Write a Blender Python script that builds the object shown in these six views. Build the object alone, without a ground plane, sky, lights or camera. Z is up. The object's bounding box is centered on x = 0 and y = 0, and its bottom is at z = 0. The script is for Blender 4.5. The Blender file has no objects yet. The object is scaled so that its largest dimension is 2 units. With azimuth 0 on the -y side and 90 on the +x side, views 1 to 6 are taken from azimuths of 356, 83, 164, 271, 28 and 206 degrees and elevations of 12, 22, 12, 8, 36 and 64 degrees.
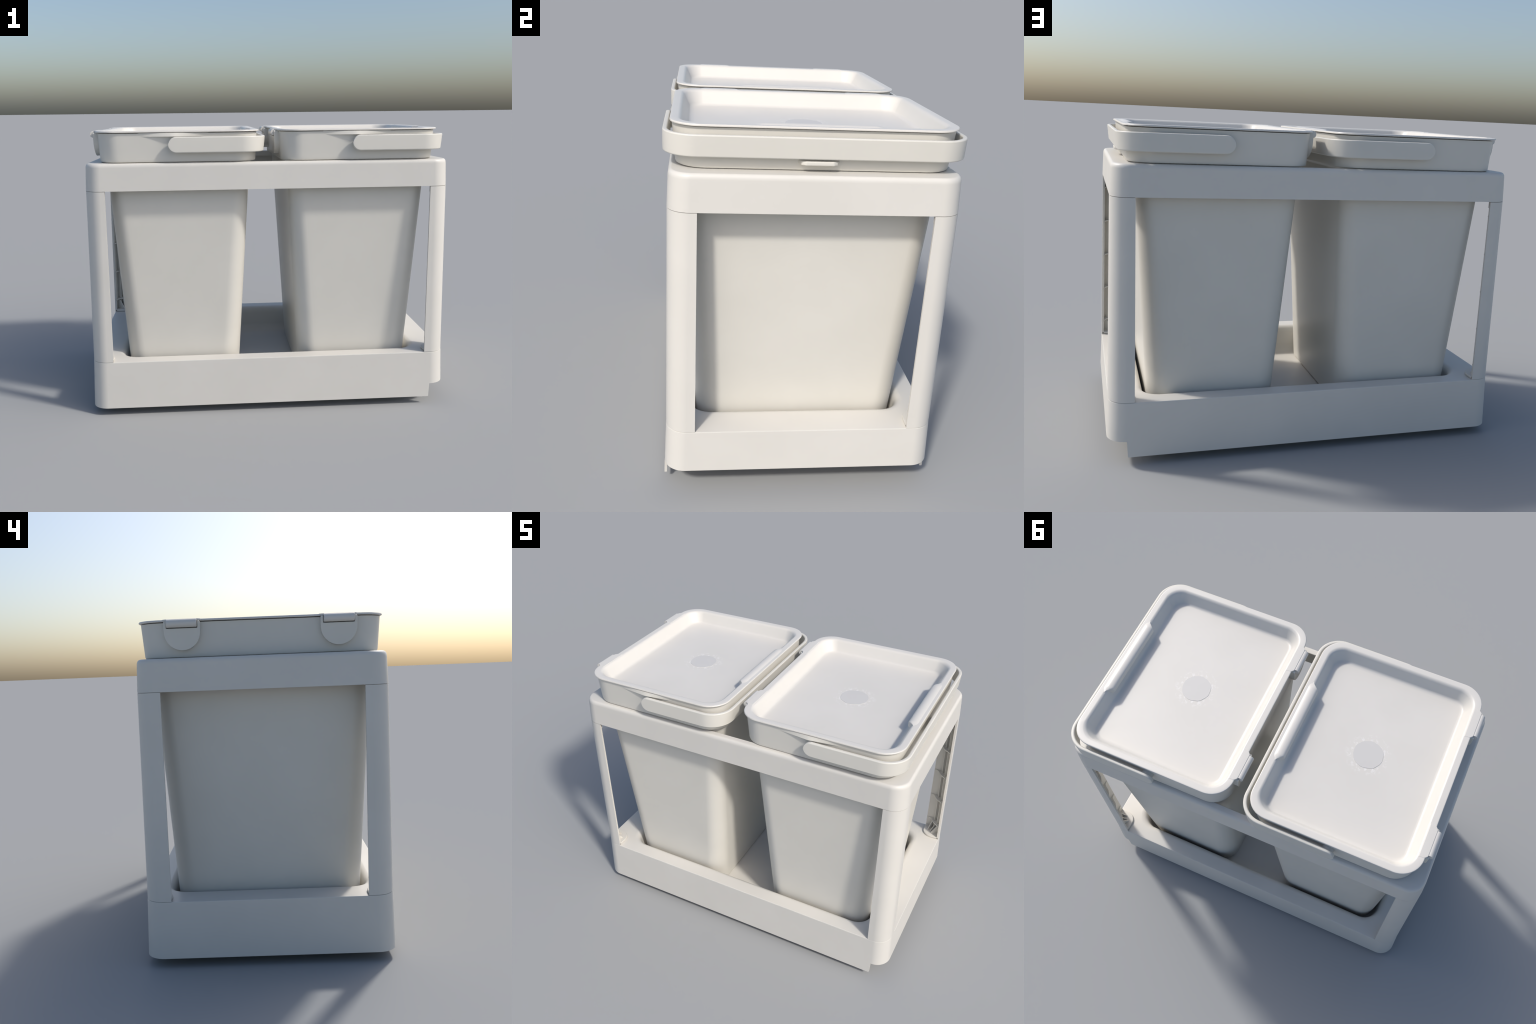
import bpy, bmesh, math, random
from mathutils import Vector, noise

random.seed(7)
COL = bpy.context.scene.collection

# ----------------------------------------------------------------- materials
def plastic(name, color, rough, mottling=0.02, disc=False):
    """Matt moulded plastic: a base tint with very faint clouding and fine grain."""
    m = bpy.data.materials.new(name); m.use_nodes = True
    nt = m.node_tree; N = nt.nodes; L = nt.links
    bsdf = N["Principled BSDF"]
    tc = N.new("ShaderNodeTexCoord")
    cloud = N.new("ShaderNodeTexNoise"); cloud.inputs["Scale"].default_value = 3.5
    cloud.inputs["Detail"].default_value = 4.0
    L.new(tc.outputs["Object"], cloud.inputs["Vector"])
    ramp = N.new("ShaderNodeValToRGB")
    lo = [c * (1 - mottling) for c in color]; hi = [min(1, c * (1 + mottling)) for c in color]
    lo[2] *= 0.995
    ramp.color_ramp.elements[0].position = 0.3; ramp.color_ramp.elements[0].color = (*lo, 1)
    ramp.color_ramp.elements[1].position = 0.7; ramp.color_ramp.elements[1].color = (*hi, 1)
    L.new(cloud.outputs["Fac"], ramp.inputs["Fac"])
    out = ramp.outputs["Color"]
    if disc:  # pale flecks in a loose halo round the moulding disc of the lid
        sep = N.new("ShaderNodeSeparateXYZ"); L.new(tc.outputs["Object"], sep.inputs["Vector"])
        comb = N.new("ShaderNodeCombineXYZ")
        L.new(sep.outputs["X"], comb.inputs["X"]); L.new(sep.outputs["Y"], comb.inputs["Y"])
        ln = N.new("ShaderNodeVectorMath"); ln.operation = "LENGTH"
        L.new(comb.outputs["Vector"], ln.inputs[0])
        halo = N.new("ShaderNodeValToRGB"); halo.color_ramp.interpolation = "LINEAR"
        e = halo.color_ramp.elements
        e[0].position = 0.070; e[0].color = (0, 0, 0, 1)
        e[1].position = 0.082; e[1].color = (1, 1, 1, 1)
        k = e.new(0.122); k.color = (0, 0, 0, 1)
        L.new(ln.outputs["Value"], halo.inputs["Fac"])
        fl = N.new("ShaderNodeTexNoise"); fl.inputs["Scale"].default_value = 70
        fl.inputs["Detail"].default_value = 3
        L.new(tc.outputs["Object"], fl.inputs["Vector"])
        th = N.new("ShaderNodeValToRGB")
        th.color_ramp.elements[0].position = 0.52; th.color_ramp.elements[1].position = 0.62
        L.new(fl.outputs["Fac"], th.inputs["Fac"])
        mul = N.new("ShaderNodeMath"); mul.operation = "MULTIPLY"
        L.new(halo.outputs["Color"], mul.inputs[0]); L.new(th.outputs["Color"], mul.inputs[1])
        mix = N.new("ShaderNodeMix"); mix.data_type = "RGBA"
        mix.inputs["B"].default_value = (0.74, 0.72, 0.69, 1)
        L.new(mul.outputs["Value"], mix.inputs["Factor"]); L.new(out, mix.inputs["A"])
        out = mix.outputs["Result"]
    L.new(out, bsdf.inputs["Base Color"])
    grain = N.new("ShaderNodeTexNoise"); grain.inputs["Scale"].default_value = 220
    L.new(tc.outputs["Object"], grain.inputs["Vector"])
    bump = N.new("ShaderNodeBump"); bump.inputs["Strength"].default_value = 0.03
    bump.inputs["Distance"].default_value = 0.002
    L.new(grain.outputs["Fac"], bump.inputs["Height"])
    L.new(bump.outputs["Normal"], bsdf.inputs["Normal"])
    bsdf.inputs["Roughness"].default_value = rough
    bsdf.inputs["IOR"].default_value = 1.46
    return m

MAT_FRAME = plastic("frame_plastic", (0.635, 0.615, 0.572), 0.42)
MAT_BIN = plastic("bin_plastic", (0.650, 0.630, 0.575), 0.40)
MAT_LID = plastic("lid_plastic", (0.655, 0.632, 0.588), 0.36, disc=True)
MAT_DISC = plastic("lid_disc_plastic", (0.585, 0.572, 0.550), 0.42)

# ----------------------------------------------------------------- mesh tools
def rrect(hx, hy, r, z, n=10, m=1):
    """Rounded rectangle outline, counter-clockwise, m segments per straight side."""
    pts = []
    cs = [(hx - r, -hy + r, -90), (hx - r, hy - r, 0), (-hx + r, hy - r, 90), (-hx + r, -hy + r, 180)]
    for i, (cx, cy, a0) in enumerate(cs):
        for k in range(n + 1):
            a = math.radians(a0 + 90 * k / n)
            pts.append(Vector((cx + r * math.cos(a), cy + r * math.sin(a), z)))
        nx, ny, na = cs[(i + 1) % 4]
        q = Vector((nx + r * math.cos(math.radians(na)), ny + r * math.sin(math.radians(na)), z))
        p = pts[-1]
        for k in range(1, m):
            pts.append(p.lerp(q, k / m))
    return pts

def loft(rings, closed=False, caps=(False, False)):
    bm = bmesh.new(); vr = [[bm.verts.new(p) for p in r] for r in rings]
    n = len(rings[0]); R = len(rings)
    for i in range(R if closed else R - 1):
        a, b = vr[i], vr[(i + 1) % R]
        for k in range(n):
            bm.faces.new((a[k], a[(k + 1) % n], b[(k + 1) % n], b[k]))
    if caps[0]: bm.faces.new(vr[0])
    if caps[1]: bm.faces.new(vr[-1])
    bmesh.ops.recalc_face_normals(bm, faces=bm.faces)
    return bm

def prism(bm, outline, z0, z1, outline_top=None):
    """Extrude a plan outline between two heights."""
    t = outline_top or outline
    lo = [bm.verts.new((p[0], p[1], z0)) for p in outline]
    hi = [bm.verts.new((p[0], p[1], z1)) for p in t]
    n = len(lo)
    for k in range(n):
        bm.faces.new((lo[k], lo[(k + 1) % n], hi[(k + 1) % n], hi[k]))
    bm.faces.new(list(reversed(lo))); bm.faces.new(hi)

def box(bm, a, b):
    prism(bm, [(a[0], a[1]), (b[0], a[1]), (b[0], b[1]), (a[0], b[1])], a[2], b[2])

def make(name, bm, mat, parent=None, bevel=0.0, segs=2, angle=35, cut=None):
    bmesh.ops.recalc_face_normals(bm, faces=bm.faces)
    me = bpy.data.meshes.new(name); bm.to_mesh(me); bm.free()
    ob = bpy.data.objects.new(name, me); COL.objects.link(ob)
    if cut is not None:
        cut_me = bpy.data.meshes.new("cutter"); 
        bmesh.ops.recalc_face_normals(cut, faces=cut.faces); cut.to_mesh(cut_me); cut.free()
        cutter = bpy.data.objects.new("cutter", cut_me); COL.objects.link(cutter)
        b = ob.modifiers.new("cut", "BOOLEAN"); b.operation = "DIFFERENCE"; b.solver = "EXACT"; b.object = cutter
    if bevel:
        b = ob.modifiers.new("bevel", "BEVEL"); b.width = bevel; b.segments = segs
        b.limit_method = "ANGLE"; b.angle_limit = math.radians(angle); b.harden_normals = False
    dg = bpy.context.evaluated_depsgraph_get()
    new = bpy.data.meshes.new_from_object(ob.evaluated_get(dg))
    ob.modifiers.clear(); ob.data = new; new.name = name
    if cut is not None: bpy.data.objects.remove(cutter)
    for p in new.polygons: p.use_smooth = True
    new.set_sharp_from_angle(angle=math.radians(42))
    w = ob.modifiers.new("weighted", "WEIGHTED_NORMAL"); w.keep_sharp = True; w.weight = 60
    new = bpy.data.meshes.new_from_object(ob.evaluated_get(bpy.context.evaluated_depsgraph_get()))
    ob.modifiers.clear(); ob.data = new; new.name = name
    new.materials.clear(); new.materials.append(mat)
    if parent: ob.parent = parent
    return ob

def empty(name, loc, label, category):
    e = bpy.data.objects.new(name, None); COL.objects.link(e); e.location = loc
    e.empty_display_size = 0.2; e["label"] = label; e["category"] = category
    return e

# ----------------------------------------------------------------- the frame
frame = empty("pull_out_frame", (0, 0, 0),
              "white plastic rack with tray base, four posts and top ring", "bin frame")
BASE_TOP, RING_LOW, RING_TOP = 0.307, 1.25, 1.395

def base_tray():
    P = [  # half x, half y, corner radius, z   (outer skin, rim, well, then underside)
        (0.74, 0.39, 0.04, 0.142), (0.772, 0.420, 0.06, 0.146), (0.794, 0.442, 0.075, 0.162),
        (0.806, 0.453, 0.085, 0.190), (0.822, 0.460, 0.092, 0.265), (0.8245, 0.4625, 0.094, 0.280), (0.829, 0.467, 0.096, 0.2905),
        (0.836, 0.473, 0.099, 0.299), (0.846, 0.482, 0.104, 0.3050), (0.860, 0.494, 0.110, 0.307),
        (0.9855, 0.561, 0.080, 0.307), (0.9895, 0.565, 0.083, 0.3058), (0.9912, 0.567, 0.085, 0.302),
        (1.0, 0.5755, 0.088, 0.0425),
        (0.989, 0.5645, 0.077, 0.0425), (0.981, 0.5565, 0.075, 0.296),
        (0.868, 0.502, 0.11, 0.296), (0.848, 0.482, 0.10, 0.282), (0.818, 0.464, 0.095, 0.185),
        (0.79, 0.435, 0.07, 0.134), (0.74, 0.39, 0.04, 0.130)]
    bm = loft([rrect(*p) for p in P], caps=(True, True))
    cut = bmesh.new()   # the lower skirt stops short of the right-hand end
    y = 0.7
    lo = [(0.902, -y), (1.1, -y), (1.1, y), (0.902, y)]
    hi = [(0.908, -y), (1.1, -y), (1.1, y), (0.908, y)]
    prism(cut, lo, 0.02, 0.120, hi)
    return make("base_tray", bm, MAT_FRAME, frame, cut=cut)

def top_ring():
    P = [(0.981, 0.5585, 0.086, 1.2505), (0.9765, 0.5540, 0.085, 1.372), (0.9755, 0.553, 0.0845, 1.380),
         (0.973, 0.5505, 0.083, 1.387), (0.968, 0.5455, 0.079, 1.3925), (0.961, 0.5385, 0.073, 1.395),
         (0.897, 0.517, 0.105, 1.395), (0.894, 0.514, 0.102, 1.3935), (0.893, 0.512, 0.100, 1.390),
         (0.893, 0.512, 0.100, 1.360), (0.900, 0.519, 0.105, 1.360), (0.900, 0.519, 0.105, 1.383),
         (0.960, 0.538, 0.075, 1.383), (0.967, 0.545, 0.078, 1.372), (0.970, 0.5475, 0.077, 1.2505)]
    return make("top_ring", loft([rrect(*p) for p in P], closed=True), MAT_FRAME, frame)

def corner_path(X, Y, x_in, y_in, r, n=12):
    pts = [Vector((x_in, Y))]
    for k in range(n + 1):
        a = math.radians(90 - 90 * k / n)
        pts.append(Vector((X - r + r * math.cos(a), Y - r + r * math.sin(a))))
    pts.append(Vector((X, y_in)))
    return pts

def corner_post(sx, sy):
    """Hollow quarter-round post: rounded outer skin, ribs inside, foot plate."""
    r = 0.085; x_in, y_in = 0.873, 0.446
    XB, YB, XT, YT = 0.9905, 0.5665, 0.9806, 0.5582
    zb, zt = BASE_TOP + 0.001, RING_LOW - 0.0015
    def section(z, off):
        t = (z - zb) / (zt - zb)
        return corner_path(XB + (XT - XB) * t - off, YB + (YT - YB) * t - off, x_in, y_in, r - off)
    T = 0.011
    bm = bmesh.new()
    def band(z0, z1, o0, o1):
        lo = section(z0, o0) + list(reversed(section(z0, o1)))
        hi = section(z1, o0) + list(reversed(section(z1, o1)))
        prism(bm, [(p.x, p.y) for p in lo], z0, z1, [(p.x, p.y) for p in hi])
    band(zb, zt, 0.0, T)
    lo = section(zt - 0.03, T - 0.001) + list(reversed(section(zt - 0.03, T + 0.006)))
    prism(bm, [(p.x, p.y) for p in lo], zt - 0.03, zt + 0.03)
    M = Vector((sx, sy))
    post_bm = bm
    flip(bm, sx, sy)
    post = make("corner_post", bm, MAT_FRAME, frame)
    # ribs
    bm = bmesh.new()
    for z in (0.385, 0.582, 0.780, 0.977, 1.172):
        lo = section(z, T - 0.002)
        mid = Vector((x_in, y_in))
        inner = []
        for i, p in enumerate(lo):      # scalloped inner edge, deepest in the middle
            f = i / (len(lo) - 1)
            inner.append(p + (mid - p).normalized() * (0.004 + 0.036 * math.sin(math.pi * f)))
        o = lo + list(reversed(inner))
        prism(bm, [(p.x, p.y) for p in o], z, z + 0.006)
    def upright(f, depth, z0, z1):
        a0, a1 = section(z0, T - 0.002), section(z1, T - 0.002)
        i = int(f * (len(a0) - 1)); mid = Vector((x_in, y_in))
        def quad(a):
            d = (mid - a[i]).normalized(); s = Vector((-d.y, d.x)) * 0.0025
            return [a[i] - s, a[i] + d * depth - s, a[i] + d * depth + s, a[i] + s]
        prism(bm, [(p.x, p.y) for p in quad(a0)], z0, z1, [(p.x, p.y) for p in quad(a1)])
    upright(0.36, 0.022, zb + 0.002, zt - 0.002); upright(0.68, 0.022, zb + 0.002, zt - 0.002)
    # fan of gussets rising from the foot
    for f in (0.22, 0.5, 0.8):
        a = section(0.32, T - 0.002); i = int(f * (len(a) - 1)); mid = Vector((x_in, y_in))
        d = (mid - a[i]).normalized(); s = Vector((-d.y, d.x)) * 0.0025
        pr = [(a[i], 0.316), (a[i] + d * 0.062, 0.316), (a[i] + d * 0.018, 0.384), (a[i], 0.384)]
        v0 = [bm.verts.new((p.x - s.x, p.y - s.y, z)) for p, z in pr]
        v1 = [bm.verts.new((p.x + s.x, p.y + s.y, z)) for p, z in pr]
        for k in range(4):
            bm.faces.new((v0[k], v0[(k + 1) % 4], v1[(k + 1) % 4], v1[k]))
        bm.faces.new(v0); bm.faces.new(list(reversed(v1)))
    flip(bm, sx, sy)
    make("rib", bm, MAT_FRAME, post)
    # foot plate, rounded towards the inside of the tray
    bm = bmesh.new()
    o = section(zb, 0.0012)
    o[0].x += 0.0; q = 0.062
    arc = []
    for k in range(11):
        a = math.radians(270 - 90 * k / 10)
        arc.append(Vector((x_in + q + q * math.cos(a) , y_in + q + q * math.sin(a))))
    o = o + arc
    prism(bm, [(p.x, p.y) for p in o], zb + 0.0004, zb + 0.013)
    flip(bm, sx, sy)
    make("foot_plate", bm, MAT_FRAME, post, bevel=0.003, angle=50)
    return post

def flip(bm, sx, sy):
    for v in bm.verts:
        v.co.x *= sx; v.co.y *= sy

base_tray(); top_ring()
for sx in (1, -1):
    for sy in (1, -1):
        corner_post(sx, sy)

# sliding runners under the tray, hidden by its skirt
for sy in (1, -1):
    bm = bmesh.new()
    box(bm, (-0.80, sy * 0.455 - 0.020, 0.0), (0.76, sy * 0.455 + 0.020, 0.034))
    box(bm, (0.75, sy * 0.490 - 0.035, 0.032), (0.865, sy * 0.490 + 0.035, 0.060))
    box(bm, (-0.70, sy * 0.449 - 0.006, 0.03), (0.74, sy * 0.449 + 0.006, 0.165))
    make("runner", bm, MAT_FRAME, frame, bevel=0.004)

# ----------------------------------------------------------------- the bins
HX, HY = 0.425, 0.541      # collar half sizes at the top

def bucket(parent):
    outer = [(0.285, 0.409, 0.080, 0.143), (0.303, 0.427, 0.094, 0.1455), (0.3100, 0.434, 0.100, 0.154),
             (0.3120, 0.4365, 0.102, 0.170), (0.385, 0.502, 0.082, 1.380), (0.388, 0.505, 0.076, 1.390), (0.396, 0.510, 0.080, 1.3965),
             (0.410, 0.522, 0.105, 1.3970), (0.4155, 0.5275, 0.110, 1.3995), (0.4178, 0.530, 0.112, 1.406)]
    z0, z1 = 1.406, 1.549
    for k in range(1, 13):
        t = k / 12
        outer.append((0.4178 + (HX - 0.4178) * t, 0.530 + (HY - 0.530) * t, 0.112 + 0.004 * t, z0 + (z1 - z0) * t))
    inner = [(0.417, 0.533, 0.108, 1.549), (0.409, 0.521, 0.104, 1.408), (0.404, 0.516, 0.095, 1.405),
             (0.383, 0.500, 0.068, 1.402), (0.378, 0.495, 0.067, 1.380), (0.305, 0.4295, 0.095, 0.170), (0.285, 0.409, 0.08, 0.152)]
    bm = loft([rrect(*p, n=10, m=24) for p in outer + inner], caps=(True, True))
    ob = make("bucket", bm, MAT_BIN, parent)
    # shallow tented ledge under the rim over the front handle pivot
    bm = bmesh.new(); n = 24; lo = []; hi = []
    for k in range(n + 1):
        x = -0.20 + 0.36 * k / n; f = max(0.0, 1 - abs(x + 0.025) / 0.185)
        lo.append((x, -0.5385 - 0.019 * f ** 1.3)); hi.append((x, -0.5405 - 0.010 * f ** 1.3))
    prism(bm, lo + [(0.16, -0.530), (-0.20, -0.530)], 1.5315, 1.5505, hi + [(0.16, -0.530), (-0.20, -0.530)])
    make("rim_ledge", bm, MAT_BIN, ob)
    return ob

def lid(parent):
    P = [(0.340, 0.456, 0.040, 1.494), (0.352, 0.468, 0.050, 1.4950), (0.360, 0.476, 0.058, 1.4985),
         (0.366, 0.482, 0.064, 1.505), (0.390, 0.504, 0.084, 1.549), (0.394, 0.508, 0.087, 1.5555), (0.400, 0.514, 0.090, 1.560), (0.407, 0.521, 0.094, 1.5618),
         (0.430, 0.5425, 0.111, 1.5622), (0.4345, 0.5468, 0.114, 1.5610), (0.4365, 0.549, 0.116, 1.5575), (0.436, 0.5485, 0.116, 1.554),
         (0.4335, 0.546, 0.114, 1.5525), (0.405, 0.519, 0.094, 1.552), (0.398, 0.512, 0.090, 1.546),
         (0.373, 0.489, 0.070, 1.500), (0.362, 0.478, 0.060, 1.491), (0.340, 0.456, 0.040, 1.487)]
    ob = make("lid", loft([rrect(*p, n=10) for p in P], caps=(True, True)), MAT_LID, parent)
    # finger grip: a thick ledge reaching inwards from the rim
    bm = bmesh.new()
    full = [(0.424, 1.5600), (0.415, 1.5635), (0.402, 1.5660), (0.390, 1.5658), (0.379, 1.5632), (0.371, 1.5585),
            (0.3665, 1.5510), (0.3665, 1.5330), (0.372, 1.5290), (0.398, 1.5270)]
    rings = []
    for y, t in ((-0.246, 0.0), (-0.236, 0.12), (-0.222, 0.55), (-0.214, 0.88), (-0.207, 1.0), (-0.10, 1.0), (0.10, 1.0),
                 (0.207, 1.0), (0.214, 0.88), (0.222, 0.55), (0.236, 0.12), (0.246, 0.0)):
        rings.append([Vector((max(x, 0.401 - 0.036 * t) if x < 0.41 else x, y, z if z < 1.56 else 1.5605 + (z - 1.5605) * (0.2 + 0.8 * t))) for x, z in full])
    bm.free(); bm = loft(rings, caps=(True, True))
    make("finger_grip", bm, MAT_LID, ob)
    # moulding disc with a ragged edge
    bm = bmesh.new(); n = 72; o = []
    for k in range(n):
        a = 2 * math.pi * k / n
        r = 0.0770 + 0.003 * noise.noise(Vector((math.cos(a) * 2.5, math.sin(a) * 2.5, 1.3))) + 0.0015 * noise.noise(Vector((math.cos(a) * 9, math.sin(a) * 9, 4)))
        o.append((r * math.cos(a), r * math.sin(a)))
    prism(bm, o, 1.4925, 1.4952)
    make("moulding_disc", bm, MAT_DISC, ob)
    # two hinge rolls on the rear edge
    for sy in (1, -1):
        bm = bmesh.new()
        prof = [(-0.400, 1.5575), (-0.436, 1.5600)]
        cx, cz, r = -0.4525, 1.5435, 0.0180
        for k in range(9):
            a = math.radians(70 + 150 * k / 8)
            prof.append((cx + r * math.cos(a), cz + r * math.sin(a)))
        prof += [(-0.456, 1.5255), (-0.442, 1.532), (-0.430, 1.545), (-0.400, 1.549)]
        ya, yb = sy * 0.342 - 0.0665, sy * 0.342 + 0.0665
        v0 = [bm.verts.new((p[0], ya, p[1])) for p in prof]; v1 = [bm.verts.new((p[0], yb, p[1])) for p in prof]
        for k in range(len(prof)):
            j = (k + 1) % len(prof); bm.faces.new((v0[k], v0[j], v1[j], v1[k]))
        bm.faces.new(v0); bm.faces.new(list(reversed(v1)))
        make("hinge_roll", bm, MAT_LID, ob, bevel=0.0025, angle=50)
        # rim shoulder that flares into the roll
        bm = bmesh.new()
        y = sy * 0.342
        prism(bm, [(-0.405, y - 0.088), (-0.405, y + 0.088), (-0.434, y + 0.086), (-0.447, y + 0.071), (-0.447, y - 0.071), (-0.434, y - 0.086)], 1.5535, 1.5632)
        make("hinge_shoulder", bm, MAT_LID, ob, bevel=0.003, angle=40)
    return ob

def hinge_plates(body):
    """D-shaped bosses with ears that hold the lid's hinge rolls."""
    for sy in (1, -1):
        yc = sy * 0.342; r = 0.080; zc = 1.507
        o = []
        for k in range(25):
            a = math.radians(180 + 180 * k / 24)
            o.append((r * math.cos(a), zc + r * math.sin(a)))
        o += [(r, 1.548), (r - 0.004, 1.5535), (0.068, 1.5535), (0.068, 1.523), (-0.068, 1.523), (-0.068, 1.5535), (-r + 0.004, 1.5535), (-r, 1.548)]
        bm = bmesh.new()
        def X(z): return -0.4535 + 0.006 * (1.55 - z) / 0.125
        v0 = [bm.verts.new((X(z), yc + y, z)) for y, z in o]
        v1 = [bm.verts.new((-0.400, yc + y, z)) for y, z in o]
        n = len(o)
        for k in range(n):
            j = (k + 1) % n; bm.faces.new((v0[k], v0[j], v1[j], v1[k]))
        bm.faces.new(v0); bm.faces.new(list(reversed(v1)))
        make("hinge_plate", bm, MAT_BIN, body, bevel=0.003, angle=50)

def handle(parent):
    """Flat band bent round three sides of the collar, ends rounded, hung on two pivots."""
    x0 = -0.046; XO, YO, R = 0.464, 0.575, 0.125
    path = []
    def add(p, nrm): path.append((Vector(p), Vector(nrm)))
    r_end = 0.0425; L = XO - R - x0
    ends = [0.0, 0.0006, 0.002, 0.005, 0.009, 0.014, 0.020, 0.027, 0.035, 0.0425]
    ss = ends + [0.06 + (L - 0.06) * k / 10 for k in range(11)]
    for s in ss: add((x0 + s, -YO), (0, -1))
    for k in range(1, 13):
        a = math.radians(-90 + 90 * k / 12)
        add((XO - R + R * math.cos(a), -YO + R + R * math.sin(a)), (math.cos(a), math.sin(a)))
    for k in range(1, 12): add((XO, (-YO + R) + 2 * (YO - R) * k / 12), (1, 0))
    for k in range(0, 13):
        a = math.radians(90 * k / 12)
        add((XO - R + R * math.cos(a), YO - R + R * math.sin(a)), (math.cos(a), math.sin(a)))
    for s in reversed(ss[:-1]): add((x0 + s, YO), (0, 1))
    zc, H, T = 1.4885, 0.0415, 0.019
    rings = []
    for p, nrm in path:
        s = p.x - x0
        h = H if s >= r_end else max(0.0015, math.sqrt(max(0, r_end ** 2 - (r_end - s) ** 2)) * H / r_end)
        c = min(0.006, h * 0.8)
        sec = []
        for (ox, oz, a0) in ((-c, h - c, 0), (-T + c, h - c, 90), (-T + c, -h + c, 180), (-c, -h + c, 270)):
            for k in range(4):
                a = math.radians(a0 + 30 * k)
                sec.append((ox + c * math.cos(a), oz + c * math.sin(a)))
        ring = []
        for o, z in sec:
            lean = 0.10 * abs(nrm.x) * z          # the band leans out with the collar
            q = p + nrm * (o + lean)
            ring.append(Vector((q.x, q.y, zc + z)))
        rings.append(ring)
    ob = make("handle", loft(rings, caps=(True, True)), MAT_BIN, parent)
    for sy in (1, -1):
        bm = bmesh.new()
        M = [(-0.004 + 0.030 * math.cos(2 * math.pi * k / 32), 1.4885 + 0.030 * math.sin(2 * math.pi * k / 32)) for k in range(32)]
        v0 = [bm.verts.new((x, sy * 0.525, z)) for x, z in M]; v1 = [bm.verts.new((x, sy * 0.562, z)) for x, z in M]
        for k in range(32):
            j = (k + 1) % 32; bm.faces.new((v0[k], v0[j], v1[j], v1[k]))
        bm.faces.new(v0); bm.faces.new(list(reversed(v1)))
        make("pivot", bm, MAT_BIN, ob)
    return ob

def catch(body):
    """Small rounded lip under the handle, in the middle of the front face."""
    bm = bmesh.new()
    o = [(0.410, -0.080), (0.444, -0.068), (0.4535, -0.052), (0.4535, 0.052), (0.444, 0.068), (0.410, 0.080)]
    prism(bm, o, 1.4225, 1.440)
    make("handle_catch", bm, MAT_BIN, body, bevel=0.005, segs=3, angle=30)

def waste_bin(cx):
    e = empty("waste_bin", (cx, 0, 0.143), "tapered white plastic waste bin with hinged tray lid and band handle", "waste bin")
    body = bucket(None); hinge_plates(body); catch(body)
    for o in (body, lid(None), handle(None)):
        o.parent = e; o.location = (0, 0, -0.143)
    return e

def twin(src, parent=None):
    """Copy a thing with all its parts, sharing the meshes."""
    c = src.copy(); COL.objects.link(c); c.parent = parent
    for k in src.children: twin(k, c)
    return c

first = waste_bin(0.4872)
second = twin(first); second.location.x = -0.4858
bpy.context.view_layer.update()
